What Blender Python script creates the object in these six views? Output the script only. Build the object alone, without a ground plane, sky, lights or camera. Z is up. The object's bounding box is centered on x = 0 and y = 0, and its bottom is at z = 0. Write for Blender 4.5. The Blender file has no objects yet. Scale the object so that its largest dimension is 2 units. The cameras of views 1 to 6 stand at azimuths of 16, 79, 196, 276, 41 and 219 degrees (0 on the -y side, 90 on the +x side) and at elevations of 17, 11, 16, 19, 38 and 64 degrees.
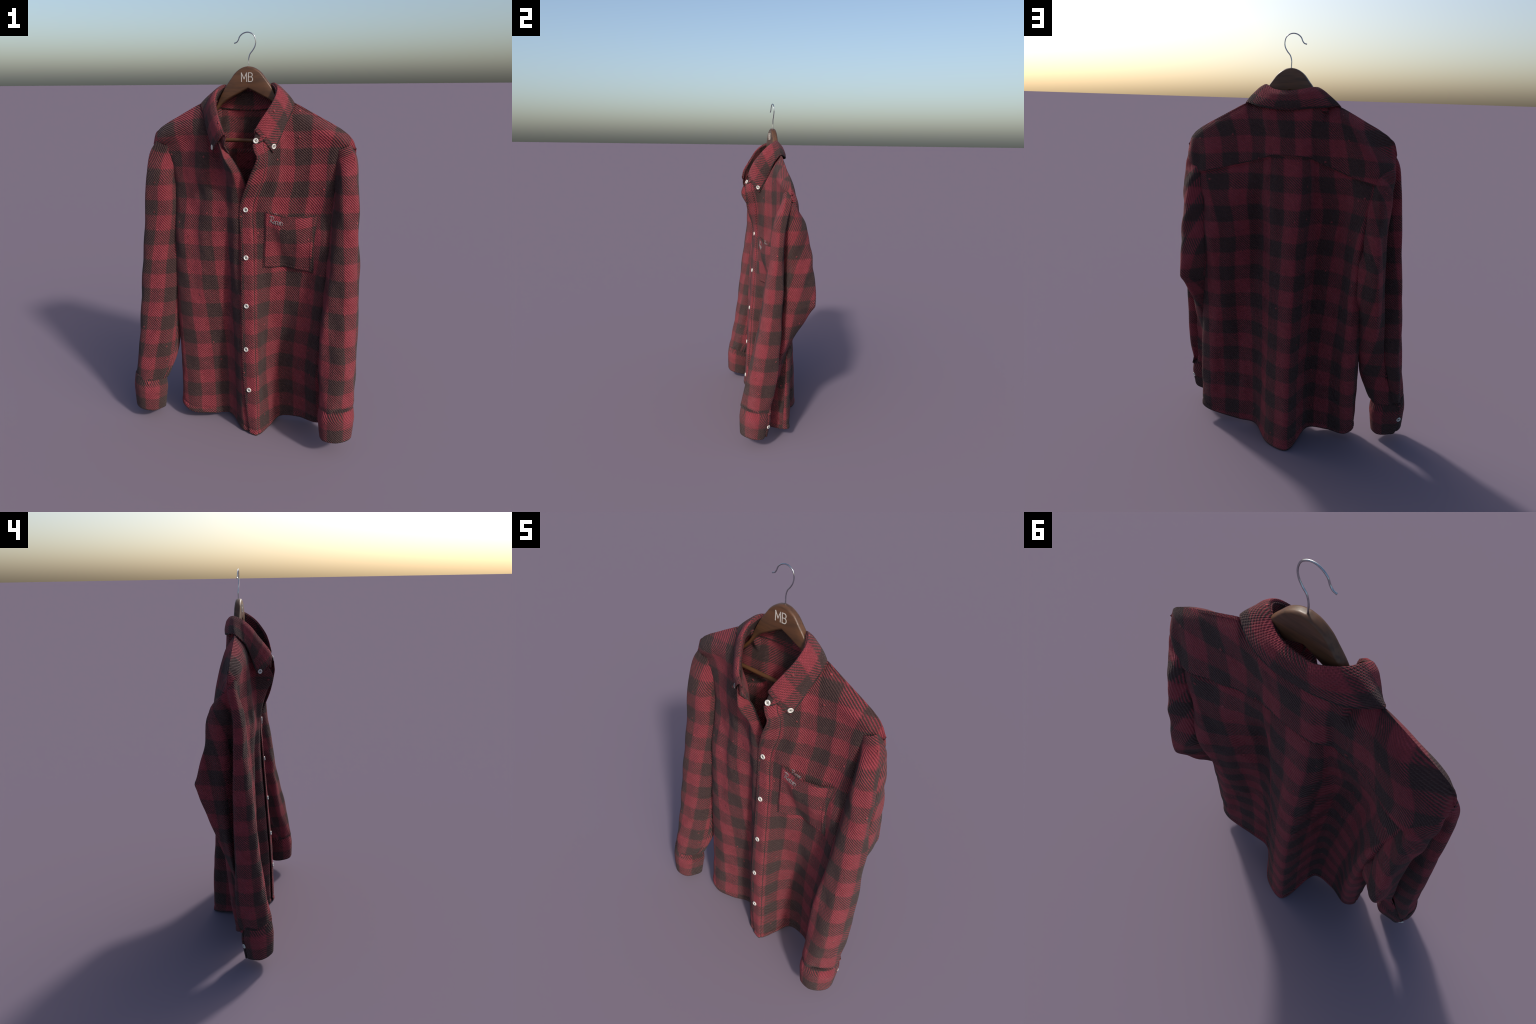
"""A red and black buffalo-check flannel shirt hanging on a wooden coat hanger.

Every cloth part is a lofted surface.  Besides its draped shape it carries the
flat pattern it was cut from (basis shape, draped by a shape key), so the woven check and the
twill, which are procedural and run on Generated coordinates, follow the cloth.
"""
import bpy, math
import numpy as np
from mathutils import Vector, Matrix

RNG = np.random.default_rng(7)
CLOTH = 0.0075                       # thickness of the cloth


# ------------------------------------------------------------------ splines
def hermite(x, P, xq, closed=False):
    """Cubic (finite-difference) spline through P[k] at x[k], P of any shape."""
    x = np.asarray(x, float); P = np.asarray(P, float); xq = np.asarray(xq, float)
    if closed:
        L = x[-1] - x[0]
        x = np.r_[x[-3:-1] - L, x, x[1:3] + L]
        P = np.concatenate([P[-3:-1], P, P[1:3]])
    d = np.diff(P, axis=0) / np.diff(x).reshape((-1,) + (1,) * (P.ndim - 1))
    w = np.diff(x).reshape((-1,) + (1,) * (P.ndim - 1))
    m = np.empty_like(P)
    m[1:-1] = (d[:-1] * w[1:] + d[1:] * w[:-1]) / (w[1:] + w[:-1])
    m[0], m[-1] = d[0], d[-1]
    i = np.clip(np.searchsorted(x, xq, side="right") - 1, 0, len(x) - 2)
    h = x[i + 1] - x[i]
    t = (xq - x[i]) / h
    sh = (-1,) + (1,) * (P.ndim - 1)
    t, h = t.reshape(sh), h.reshape(sh)
    return ((2*t**3 - 3*t**2 + 1) * P[i] + (t**3 - 2*t**2 + t) * h * m[i]
            + (-2*t**3 + 3*t**2) * P[i + 1] + (t**3 - t**2) * h * m[i + 1])


def chord(P):
    return np.r_[0, np.cumsum(np.linalg.norm(np.diff(np.asarray(P, float), axis=0), axis=-1))]


def smooth(a, b, x):
    t = np.clip((x - a) / (b - a), 0, 1)
    return t * t * (3 - 2 * t)


def grid_normals(P, closed_u=False):
    """P[i(u), j(v)] -> unit normals du x dv."""
    if closed_u:
        du = np.roll(P, -1, 0) - np.roll(P, 1, 0)
    else:
        du = np.gradient(P, axis=0)
    dv = np.gradient(P, axis=1)
    n = np.cross(du, dv)
    return n / np.maximum(np.linalg.norm(n, axis=-1, keepdims=True), 1e-9)


def waves(U, V, n, lo, hi, seed):
    """Sum of a few random sine waves over flat cloth coordinates, about -1..1."""
    r = np.random.default_rng(seed)
    out = np.zeros_like(U)
    for _ in range(n):
        k = 2 * math.pi / r.uniform(lo, hi)
        a = r.uniform(-0.75, 0.75)
        out += np.sin(k * (U * math.cos(a) + V * math.sin(a)) + r.uniform(0, 6.28))
    return out / math.sqrt(n)


# ---------------------------------------------------------------- materials
def nodes_of(name):
    m = bpy.data.materials.new(name)
    m.use_nodes = True
    nt = m.node_tree
    return m, nt, nt.nodes["Principled BSDF"]


class Net:
    def __init__(self, nt):
        self.nt = nt

    def new(self, kind, **kw):
        n = self.nt.nodes.new(kind)
        for k, v in kw.items():
            setattr(n, k, v)
        return n

    def put(self, sock, v):
        if isinstance(v, bpy.types.NodeSocket):
            self.nt.links.new(v, sock)
        else:
            sock.default_value = v

    def math(self, op, a, b=0.0, c=0.0, clamp=False):
        n = self.new("ShaderNodeMath", operation=op, use_clamp=clamp)
        for s, v in zip(n.inputs, (a, b, c)):
            self.put(s, v)
        return n.outputs[0]

    def step(self, x, lo, hi, a=0.0, b=1.0):
        n = self.new("ShaderNodeMapRange", interpolation_type="SMOOTHSTEP")
        for s, v in zip(n.inputs[:5], (x, lo, hi, a, b)):
            self.put(s, v)
        return n.outputs[0]

    def noise(self, vec, scale, detail=2.0, rough=0.5):
        n = self.new("ShaderNodeTexNoise")
        self.put(n.inputs["Vector"], vec)
        n.inputs["Scale"].default_value = scale
        n.inputs["Detail"].default_value = detail
        n.inputs["Roughness"].default_value = rough
        return n.outputs["Fac"]

    def mix(self, f, a, b, blend="MIX"):
        n = self.new("ShaderNodeMix", data_type="RGBA", blend_type=blend)
        self.put(n.inputs[0], f)
        for s, v in zip(n.inputs[6:8], (a, b)):
            self.put(s, v if isinstance(v, bpy.types.NodeSocket) else (*v, 1.0))
        return n.outputs[2]


CHECK = 0.1555
TWILL = 0.0124
RED = (0.235, 0.039, 0.052)
DARK = (0.0310, 0.0225, 0.0215)


def flannel(name, shift=(0.0, 0.0), wide=1.0, tall=1.0, cross_w=0.22, painted_shade=0.0):
    """Twill-woven buffalo check on the flat pattern (Generated = metres of cloth)."""
    m, nt, bsdf = nodes_of(name)
    N = Net(nt)
    tc = N.new("ShaderNodeTexCoord").outputs["Generated"]
    sep = N.new("ShaderNodeSeparateXYZ")
    nt.links.new(tc, sep.inputs[0])
    wob = N.noise(tc, 9.0, 2.0)
    wob2 = N.noise(tc, 70.0, 2.0)
    u = N.math("ADD", sep.outputs[0], N.math("MULTIPLY_ADD", wob, 0.012, -0.006))
    v = N.math("ADD", sep.outputs[1], N.math("MULTIPLY_ADD", wob2, 0.005, -0.0025))

    def bands(x, off, period):
        w = N.math("SINE", N.math("MULTIPLY", N.math("SUBTRACT", x, off), 2 * math.pi / period))
        return N.step(w, -0.24, 0.24)          # 1 = dark yarn
    period_u = CHECK * wide
    dark_u = bands(u, shift[0] - period_u / 4, period_u)
    dark_v = bands(v, shift[1] - CHECK * tall / 4, CHECK * tall)
    fine = N.noise(tc, 420.0, 2.0, 0.6)
    yarn = N.noise(tc, 130.0, 2.0, 0.55)
    diag = N.math("ADD", sep.outputs[0], sep.outputs[1])
    diag = N.math("ADD", diag, N.math("MULTIPLY_ADD", yarn, 0.007, -0.0035))
    anti = N.math("SUBTRACT", sep.outputs[0], sep.outputs[1])
    ridge = N.math("SINE", N.math("MULTIPLY", diag, 2 * math.pi / TWILL))
    cross = N.math("SINE", N.math("MULTIPLY", anti, 2 * math.pi / (TWILL * 0.8)))
    rough = N.math("ADD", ridge, N.math("MULTIPLY_ADD", fine, 1.6, -0.8))
    # warp shows on the ridges, weft in between; dark yarn is the thicker of the two
    dark = N.math("ADD", N.math("MULTIPLY", dark_u, N.step(rough, -1.15, 0.80)),
                  N.math("MULTIPLY", dark_v, N.step(rough, -0.80, 1.15, 1.0, 0.0)), clamp=True)
    red = N.mix(N.math("MULTIPLY", N.step(ridge, -1.0, 0.4, 1.0, 0.0), 0.46), RED, (0.110, 0.018, 0.024))
    blotch = N.noise(tc, 24.0, 4.0, 0.65)
    red = N.mix(N.step(blotch, 0.35, 0.75), red, (0.185, 0.029, 0.038))
    drk = N.mix(N.step(yarn, 0.35, 0.7), DARK, (0.043, 0.0300, 0.0280))
    col = N.mix(N.math("MULTIPLY", dark, 0.93), red, drk)
    fuzz = N.step(fine, 0.55, 0.85)
    col = N.mix(N.math("MULTIPLY", fuzz, 0.16), col, (0.27, 0.09, 0.09))
    # relief: twill ridges broken by the crossing yarn, plus fuzz and a few pills
    vor = N.new("ShaderNodeTexVoronoi", voronoi_dimensions="2D")
    nt.links.new(tc, vor.inputs["Vector"])
    vor.inputs["Scale"].default_value = 7.0
    vor.inputs["Randomness"].default_value = 1.0
    vsep = N.new("ShaderNodeSeparateColor")
    nt.links.new(vor.outputs["Color"], vsep.inputs[0])
    pill = N.math("MULTIPLY", N.step(vor.outputs["Distance"], 0.015, 0.05, 1.0, 0.0), N.step(vsep.outputs[0], 0.35, 0.45))
    col = N.mix(N.math("MULTIPLY", pill, 0.75), col, (0.29, 0.05, 0.058))
    if painted_shade:                              # occlusion shade along edges and seams, painted into the colour
        col = N.mix(painted_shade, col, (0.022, 0.015, 0.015))
    nt.links.new(col, bsdf.inputs["Base Color"])
    h = N.math("MULTIPLY_ADD", N.math("MULTIPLY", cross, ridge), cross_w, N.math("MULTIPLY", ridge, 0.84 - cross_w))
    h = N.math("MULTIPLY_ADD", fine, 0.55, h)
    h = N.math("MULTIPLY_ADD", pill, 2.6, h)
    b = N.new("ShaderNodeBump")
    b.inputs["Strength"].default_value = 0.85
    b.inputs["Distance"].default_value = 0.0034
    nt.links.new(h, b.inputs["Height"])
    nt.links.new(b.outputs[0], bsdf.inputs["Normal"])
    bsdf.inputs["Roughness"].default_value = 0.92
    bsdf.inputs["Specular IOR Level"].default_value = 0.12
    bsdf.inputs["Sheen Weight"].default_value = 0.06
    bsdf.inputs["Sheen Roughness"].default_value = 0.5
    return m


def wood_material(name, base, dark, scale=(3.0, 30.0, 30.0)):
    m, nt, bsdf = nodes_of(name)
    N = Net(nt)
    tc = N.new("ShaderNodeTexCoord").outputs["Object"]
    mp = N.new("ShaderNodeMapping")
    nt.links.new(tc, mp.inputs[0])
    mp.inputs["Rotation"].default_value = (0, 0.9, 0)
    mp.inputs["Scale"].default_value = scale
    g = N.noise(mp.outputs[0], 2.2, 6.0, 0.65)
    big = N.noise(tc, 7.0, 3.0)
    col = N.mix(N.step(g, 0.38, 0.66), base, dark)
    col = N.mix(N.step(big, 0.45, 0.7, 0.0, 0.55), col, (0.125, 0.052, 0.021))
    geo = N.new("ShaderNodeNewGeometry")
    worn = N.step(N.math("ADD", geo.outputs["Pointiness"], N.math("MULTIPLY_ADD", g, 0.05, -0.025)), 0.54, 0.62)
    col = N.mix(N.math("MULTIPLY", worn, 0.6), col, (0.23, 0.105, 0.045))
    nt.links.new(col, bsdf.inputs["Base Color"])
    b = N.new("ShaderNodeBump")
    b.inputs["Strength"].default_value = 0.25
    b.inputs["Distance"].default_value = 0.002
    nt.links.new(g, b.inputs["Height"])
    nt.links.new(b.outputs[0], bsdf.inputs["Normal"])
    nt.links.new(N.step(g, 0.3, 0.7, 0.34, 0.5), bsdf.inputs["Roughness"])
    bsdf.inputs["Specular IOR Level"].default_value = 0.4
    return m


def plain(name, col, rough=0.5, metal=0.0, grain=0.0):
    m, nt, bsdf = nodes_of(name)
    N = Net(nt)
    tc = N.new("ShaderNodeTexCoord").outputs["Object"]
    n = N.noise(tc, 160.0, 3.0)
    c = N.mix(N.step(n, 0.35, 0.7), col, tuple(x * (1 - grain) for x in col))
    nt.links.new(c, bsdf.inputs["Base Color"])
    bsdf.inputs["Roughness"].default_value = rough
    bsdf.inputs["Metallic"].default_value = metal
    return m


# ------------------------------------------------------------ mesh building
COLL = bpy.context.collection


def link(name, data, parent=None):
    o = bpy.data.objects.new(name, data)
    COLL.objects.link(o)
    if parent is not None:
        o.parent = parent
    return o


def cloth(name, P, F, mat, parent, n=None, thick=CLOTH, closed_u=False,
          rim=("u0", "u1", "v0", "v1"), shade_mat=None, shade_w=0.005, seams=()):
    """Shell from a grid of outer points P[i,j] and flat pattern F[i,j] (2D).
    rim lists the free borders, which are closed with a rounded edge; the other
    borders are seams and stay open against the neighbouring part."""
    nu, nv = P.shape[:2]
    if n is None:
        n = grid_normals(P, closed_u)
    inner = P - n * thick
    verts, flats, faces, norms, slots = [], [], [], [], []
    # distance of every grid face from the free borders, for the band of contact shade painted there
    au = np.concatenate([np.zeros((1, nv)), np.cumsum(np.linalg.norm(np.diff(P, axis=0), axis=-1), 0)])
    av = np.concatenate([np.zeros((nu, 1)), np.cumsum(np.linalg.norm(np.diff(P, axis=1), axis=-1), 1)], 1)
    away = np.full((nu, nv), 9.0)
    for key, d in (("u0", au), ("u1", au[-1:] - au), ("v0", av), ("v1", av[:, -1:] - av)):
        if key in tuple(rim) + tuple(seams) and not (closed_u and key[0] == "u"):
            away = np.minimum(away, d)

    def add(pts, fl, nn):
        k = sum(len(v) for v in verts)
        verts.append(pts.reshape(-1, 3)); flats.append(fl.reshape(-1, 2)); norms.append(nn.reshape(-1, 3))
        return k + np.arange(pts.shape[0] * pts.shape[1]).reshape(pts.shape[:2])

    def quads(I, flip=False, wrap=False, near=None):
        if wrap:
            I = np.vstack([I, I[:1]])
            near = None if near is None else np.vstack([near, near[:1]])
        a, b, c, d = I[:-1, :-1], I[1:, :-1], I[1:, 1:], I[:-1, 1:]
        q = np.stack([a, b, c, d] if not flip else [a, d, c, b], -1).reshape(-1, 4)
        faces.append(q)
        slots.append(np.ones(len(q), np.int32) if near is None
                     else ((near[:-1, :-1] + near[1:, 1:]) / 2 < shade_w).astype(np.int32).reshape(-1))

    A = add(P, F, n)
    Bi = add(inner, F, -n)
    quads(A, False, closed_u, away)
    quads(Bi, True, closed_u, away)

    def edge(o_idx, i_idx, outp, innp, fl, nn, out_dir, flip, wrap=False):
        # rounded rim: a half circle bulging beyond the border
        mid = []
        for a in (0.25, 0.5, 0.75):
            c = (outp + innp) / 2
            r = np.linalg.norm(outp - innp, axis=-1, keepdims=True) / 2
            mid.append(c + nn * r * math.cos(a * math.pi) + out_dir * r * math.sin(a * math.pi))
        M = np.stack(mid, 1)
        k = sum(len(v) for v in verts)
        verts.append(M.reshape(-1, 3))
        flats.append(np.repeat(fl, 3, axis=0)); norms.append(np.repeat(nn, 3, axis=0) * 0)
        I = k + np.arange(M.shape[0] * 3).reshape(-1, 3)
        I = np.concatenate([o_idx[:, None], I, i_idx[:, None]], 1)
        quads(I, flip, wrap)

    def unit(x):
        return x / np.maximum(np.linalg.norm(x, axis=-1, keepdims=True), 1e-9)
    if "u0" in rim and not closed_u:
        edge(A[0], Bi[0], P[0], inner[0], F[0], n[0], unit(P[0] - P[1]), False)
    if "u1" in rim and not closed_u:
        edge(A[-1], Bi[-1], P[-1], inner[-1], F[-1], n[-1], unit(P[-1] - P[-2]), True)
    if "v0" in rim:
        edge(A[:, 0], Bi[:, 0], P[:, 0], inner[:, 0], F[:, 0], n[:, 0], unit(P[:, 0] - P[:, 1]), True, closed_u)
    if "v1" in rim:
        edge(A[:, -1], Bi[:, -1], P[:, -1], inner[:, -1], F[:, -1], n[:, -1], unit(P[:, -1] - P[:, -2]), False, closed_u)

    V = np.concatenate(verts); FL = np.concatenate(flats); Q = np.concatenate(faces); NN = np.concatenate(norms)
    me = bpy.data.meshes.new(name)
    me.from_pydata(V.tolist(), [], Q.tolist())
    me.polygons.foreach_set("use_smooth", np.ones(len(Q), bool))
    me.materials.append(mat)
    if shade_mat is not None:
        me.materials.append(shade_mat)
        me.polygons.foreach_set("material_index", np.concatenate(slots))
    me.normals_split_custom_set_from_vertices(NN.tolist())   # zero = automatic
    # basis = the flat pattern (its coordinates are the Generated ones), key = the drape
    me.use_auto_texspace = False
    me.texspace_location = (0.5, 0.5, 0.5)
    me.texspace_size = (0.5, 0.5, 0.5)
    me.vertices.foreach_set("co", np.c_[FL, np.zeros(len(FL))].ravel())
    o = link(name, me, parent)
    o.shape_key_add(name="flat_pattern")
    key = o.shape_key_add(name="draped")
    key.data.foreach_set("co", V.ravel())
    key.value = 1.0
    return o


def tube_mesh(name, pts, radius, mat, parent, sides=12, caps=True):
    """Round bar along a polyline (radius may vary per point)."""
    pts = np.asarray(pts, float)
    n = len(pts)
    r = np.broadcast_to(np.asarray(radius, float), (n,))
    T = np.gradient(pts, axis=0)
    T /= np.linalg.norm(T, axis=1, keepdims=True)
    up = np.array([0, 1, 0.0])
    V, Q = [], []
    for p, t, rr in zip(pts, T, r):
        a = np.cross(t, up); a /= np.linalg.norm(a)
        b = np.cross(a, t)
        for k in range(sides):
            w = 2 * math.pi * k / sides
            V.append(p + rr * (a * math.cos(w) + b * math.sin(w)))
    for i in range(n - 1):
        for k in range(sides):
            k2 = (k + 1) % sides
            Q.append((i * sides + k, i * sides + k2, (i + 1) * sides + k2, (i + 1) * sides + k))
    if caps:
        Q.append(tuple(range(sides))[::-1])
        Q.append(tuple((n - 1) * sides + k for k in range(sides)))
    me = bpy.data.meshes.new(name)
    me.from_pydata([tuple(v) for v in V], [], Q)
    for p in me.polygons:
        p.use_smooth = len(p.vertices) == 4
    me.materials.append(mat)
    return link(name, me, parent)


# ==================================================================== TORSO
# Control rings, from the hem (first) to the neck and shoulder line (last).
# Around the body: left front edge, placket seam, front valley ... side seam,
# back with its two soft folds ... other side seam, right front ... its edge.
HEM = [(.072, -.122, .006), (.115, -.122, .0), (.155, -.045, .012), (.195, .018, .040), (.30, .020, .055),
       (.42, -.035, .076), (.474, .034, .078), (.425, .088, .062), (.26, .070, .026), (.17, .070, .022),
       (.040, .208, .006), (-.050, .232, .003), (-.125, .033, .034), (-.22, .030, .040), (-.326, .056, .052),
       (-.362, .018, .074), (-.336, -.054, .076), (-.27, -.084, .055), (-.17, -.052, .040), (-.075, -.008, .030),
       (.032, -.110, .010), (.075, -.113, .003)]


def ring(z, xy):
    return [(x, y, z) for x, y in xy]


LOW = ring(.30, [(.041, -.118), (.105, -.115), (.146, -.004), (.215, .040), (.33, .006), (.42, -.034), (.478, .040),
                 (.42, .088), (.26, .050), (.17, .058), (.034, .196), (-.043, .220), (-.125, .018), (-.22, .034),
                 (-.322, .084), (-.364, .030), (-.335, -.046), (-.26, -.063), (-.16, -.036), (-.075, -.002), (.018, -.106), (.065, -.108)])
MID = ring(.70, [(.028, -.095), (.091, -.090), (.145, -.016), (.22, .014), (.33, .002), (.43, -.028), (.472, .050),
                 (.37, .122), (.26, .058), (.17, .050), (.038, .168), (-.038, .190), (-.13, .020), (-.23, .045),
                 (-.332, .120), (-.368, .034), (-.335, -.040), (-.25, -.058), (-.15, -.047), (-.07, -.014), (.008, -.084), (.055, -.085)])
CHEST = ring(1.05, [(.022, -.073), (.083, -.068), (.14, -.047), (.22, -.040), (.33, -.014), (.44, -.020), (.462, .050),
                    (.385, .180), (.28, .122), (.18, .046), (.052, .140), (-.04, .163), (-.13, .026), (-.23, .036),
                    (-.352, .148), (-.378, .045), (-.335, -.022), (-.25, -.038), (-.15, -.046), (-.07, -.034), (.004, -.066), (.05, -.061)])
ARM = ring(1.22, [(.020, -.068), (.080, -.060), (.14, -.042), (.22, -.012), (.34, .012), (.45, .006), (.480, .050),
                  (.412, .143), (.28, .116), (.18, .062), (.06, .128), (-.045, .143), (-.13, .038), (-.235, .046),
                  (-.362, .136), (-.408, .075), (-.34, .008), (-.25, -.018), (-.15, -.048), (-.07, -.050), (-.002, -.070), (.06, -.052)])
BUST = [(.080, -.118, 1.358), (.132, -.074, 1.36), (.182, -.044, 1.36), (.25, -.010, 1.365), (.35, .012, 1.365),
        (.452, .020, 1.365), (.502, .070, 1.36), (.455, .116, 1.36), (.29, .102, 1.365), (.17, .088, 1.365),
        (.06, .112, 1.365), (-.045, .118, 1.365), (-.13, .062, 1.365), (-.23, .070, 1.365), (-.398, .122, 1.36),
        (-.437, .080, 1.36), (-.36, .024, 1.36), (-.27, -.006, 1.36), (-.17, -.040, 1.36), (-.072, -.042, 1.36), (.000, -.108, 1.365),
        (.030, -.076, 1.37)]
YOKE = [(.124, -.138, 1.455), (.154, -.098, 1.46), (.19, -.044, 1.475), (.25, -.014, 1.49), (.36, .008, 1.50),
        (.470, .016, 1.485), (.530, .062, 1.440), (.470, .096, 1.465), (.31, .082, 1.53), (.18, .084, 1.55),
        (.07, .106, 1.55), (-.03, .109, 1.55), (-.12, .076, 1.55), (-.20, .080, 1.54), (-.390, .104, 1.465),
        (-.460, .062, 1.440), (-.385, .014, 1.475), (-.27, -.008, 1.50), (-.17, -.030, 1.50), (-.095, -.034, 1.475), (-.034, -.142, 1.46),
        (-.022, -.082, 1.455)]
SHLD = [(.113, -.138, 1.485), (.148, -.112, 1.50), (.190, -.050, 1.54), (.235, .000, 1.612), (.36, .006, 1.586),
        (.488, .016, 1.532), (.539, .045, 1.472), (.488, .070, 1.534), (.345, .066, 1.600), (.20, .078, 1.640),
        (.085, .103, 1.61), (-.025, .106, 1.607), (-.118, .080, 1.61), (-.185, .072, 1.635), (-.31, .068, 1.588),
        (-.464, .040, 1.470), (-.41, -.004, 1.526), (-.29, -.014, 1.576), (-.178, -.012, 1.616), (-.120, -.045, 1.575), (-.070, -.105, 1.535),
        (-.032, -.110, 1.48)]
SHOULDER_L = [(.205, .050, 1.704), (.25, .050, 1.691), (.31, .050, 1.661), (.375, .050, 1.627), (.44, .050, 1.593), (.485, .050, 1.566), (.515, .049, 1.541), (.534, .047, 1.513), (.542, .046, 1.489)]
SHOULDER_R = [(-.160, .034, 1.702), (-.20, .034, 1.689), (-.26, .034, 1.660), (-.33, .034, 1.623), (-.395, .034, 1.588), (-.433, .034, 1.561), (-.460, .034, 1.525), (-.469, .034, 1.489)]
TOP = [(.104, -.136, 1.515), (.140, -.108, 1.545), (.185, -.060, 1.60), (.215, .026, 1.680), (.36, .036, 1.620),
       (.492, .040, 1.553), (.541, .045, 1.488), (.500, .045, 1.556), (.365, .045, 1.624), (.215, .044, 1.690),
       (.10, .094, 1.686), (-.02, .098, 1.684), (-.115, .078, 1.690), (-.17, .044, 1.694), (-.30, .030, 1.622),
       (-.466, .034, 1.490), (-.420, .026, 1.556), (-.30, .026, 1.618), (-.170, .020, 1.680), (-.130, -.025, 1.640), (-.080, -.090, 1.575),
       (-.038, -.130, 1.505)]
POCKET = (.43 * np.array(MID) + .57 * np.array(CHEST)).tolist()       # sags behind the pocket
for k, (x, y) in zip((2, 3, 4), ((.135, -.037), (.22, .006), (.34, .012))):
    POCKET[k][:2] = x, y
RINGS = np.array([HEM, LOW, MID, POCKET, CHEST, ARM, BUST, YOKE, SHLD, TOP])

ref = (RINGS[2] + RINGS[4]) / 2
s_ctrl = chord(ref[:, :2])
NS, NT = 520, 420
s = np.linspace(0, s_ctrl[-1], NS)
lev = np.array([hermite(s_ctrl, r, s) for r in RINGS])          # level, s, xyz
t_ctrl = np.array([0, .28, .68, .88, 1.03, 1.20, 1.345, 1.47, 1.56, 1.62])


def s_of(k):
    return s_ctrl[k]


# rows: on the back the grid bends so that one row is the yoke seam
s_left, s_right = s_of(6), s_of(15)
mid_back = (s - (s_of(10) + s_of(11)) / 2) / ((s_right - s_left) / 2)
yoke_t = 1.325 + 0.085 * np.cos(np.clip(mid_back, -1, 1) * math.pi / 2) ** 1.2 + 0.0 * s
JY = int(NT * 0.83)
rows = np.linspace(0, 1, NT)
T = np.empty((NS, NT))
for i in range(NS):
    T[i] = np.interp(rows, [0, rows[JY], 1], [0, yoke_t[i], t_ctrl[-1]])
P = np.empty((NS, NT, 3))
for i in range(NS):
    P[i] = hermite(t_ctrl, lev[:, i], T[i])

# front and yoke meet along the shoulder lines
for line, cols in ((SHOULDER_L, range(3, 10)), (SHOULDER_R, range(12, 19))):
    line = np.array(line)
    a_, b_ = s_of(cols[0]), s_of(cols[-1])
    for i in np.nonzero((s >= a_) & (s <= b_))[0]:
        tip = P[i, -1]
        xx = np.clip(tip[0], line[:, 0].min(), line[:, 0].max())
        o_ = np.argsort(line[:, 0])
        want = hermite(line[o_, 0], line[o_], [xx])[0]
        want[0] = tip[0]
        fall = smooth(t_ctrl[-1] - .10, t_ctrl[-1], T[i])
        edge = smooth(a_, a_ + .03, s[i]) * smooth(b_, b_ - .03, s[i])
        P[i] += (want - tip) * (fall * edge)[:, None]

# flat pattern: across = girth at chest height, along = length of each column
FU = np.repeat(s[:, None], NT, 1)
arc = np.concatenate([np.zeros((1, NT)), np.cumsum(np.linalg.norm(np.diff(P, axis=0), axis=-1), 0)])
for a_, b_, k in ((0, 6, 1), (6, 15, 11), (15, 21, 21)):          # each panel hangs true from its own middle
    m_ = (s >= s_of(a_)) & (s <= s_of(b_))
    i0 = int(np.argmin(abs(s - s_of(k))))
    true_u = arc - arc[i0][None] + s[i0]
    for _ in range(60):
        true_u[:, 1:-1] = (true_u[:, :-2] + 2 * true_u[:, 1:-1] + true_u[:, 2:]) / 4
    w_ = smooth(1.35, 1.10, T)
    FU[m_] = (w_ * true_u + (1 - w_) * FU)[m_]
dl = np.linalg.norm(np.diff(P, axis=1), axis=-1)
FV = np.concatenate([np.zeros((NS, 1)), np.cumsum(dl, 1)], 1)
for i in range(NS):
    FV[i] += 0.70 - np.interp(.70, P[i, :, 2][: NT - 60], FV[i, : NT - 60])
# even the columns out a little so that the checks stay straight across
FVm = FV.copy()
for _ in range(30):
    FVm[1:-1] = (FVm[:-2] + FVm[1:-1] * 2 + FVm[2:]) / 4
FV = FVm

n = grid_normals(P)
# soft drape wrinkles, fading at the edges
env = smooth(0, .06, s)[:, None] * smooth(0, .06, s[-1] - s)[:, None] * smooth(.0, .1, rows)[None] * smooth(0, .08, 1 - rows)[None]
P += n * (env * 0.0030 * waves(FU, FV * 0.35, 9, .07, .22, 3))[..., None]
P += n * (env * 0.0012 * waves(FU * 0.8, FV, 8, .05, .12, 4))[..., None]

# slack fold behind the chest pocket
fx = P[..., 0] - (.195 + (1.02 - P[..., 2]) * .16)
fold_depth = np.exp(-(fx / .040) ** 2) * smooth(1.16, 1.04, P[..., 2]) * smooth(.80, .92, P[..., 2]) * (s < s_left)[:, None]
P -= n * (.011 * fold_depth)[..., None]

# placket: the front strip stands proud of the panel, with a stitched seam
placket_w = s_of(1)
on_placket = smooth(placket_w + .004, placket_w - .002, s)
seam_line = np.exp(-((s - placket_w) / .004) ** 2)
P += n * (0.0045 * on_placket[:, None] - 0.005 * seam_line[:, None])[..., None]
# side seams
for k in (6, 15):
    P -= n * (0.004 * np.exp(-((s - s_of(k)) / .006) ** 2))[:, None, None] * smooth(.92, .8, rows)[None, :, None]
# yoke laps over the back panel
back = smooth(s_left, s_left + .07, s) * smooth(s_right, s_right - .07, s)
dj = np.arange(NT) - JY
lap = np.where(dj >= 0, 0.0045 * np.exp(-dj / 14.0), -0.0075 * np.exp(dj / 3.5))
P += n * (back[:, None] * lap[None])[..., None]
# stitched hem
lip = 0.003 * (np.exp(-((FV - FV[:, :1]) / .022) ** 4)) - .003 * np.exp(-((FV - FV[:, :1] - .028) / .005) ** 2)
P += n * lip[..., None]
n = grid_normals(P)

shirt = bpy.data.objects.new("flannel_shirt", None)
COLL.objects.link(shirt)
shirt["label"] = "red and black checked flannel shirt with long sleeves and chest pocket"
shirt["category"] = "flannel shirt"

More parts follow.
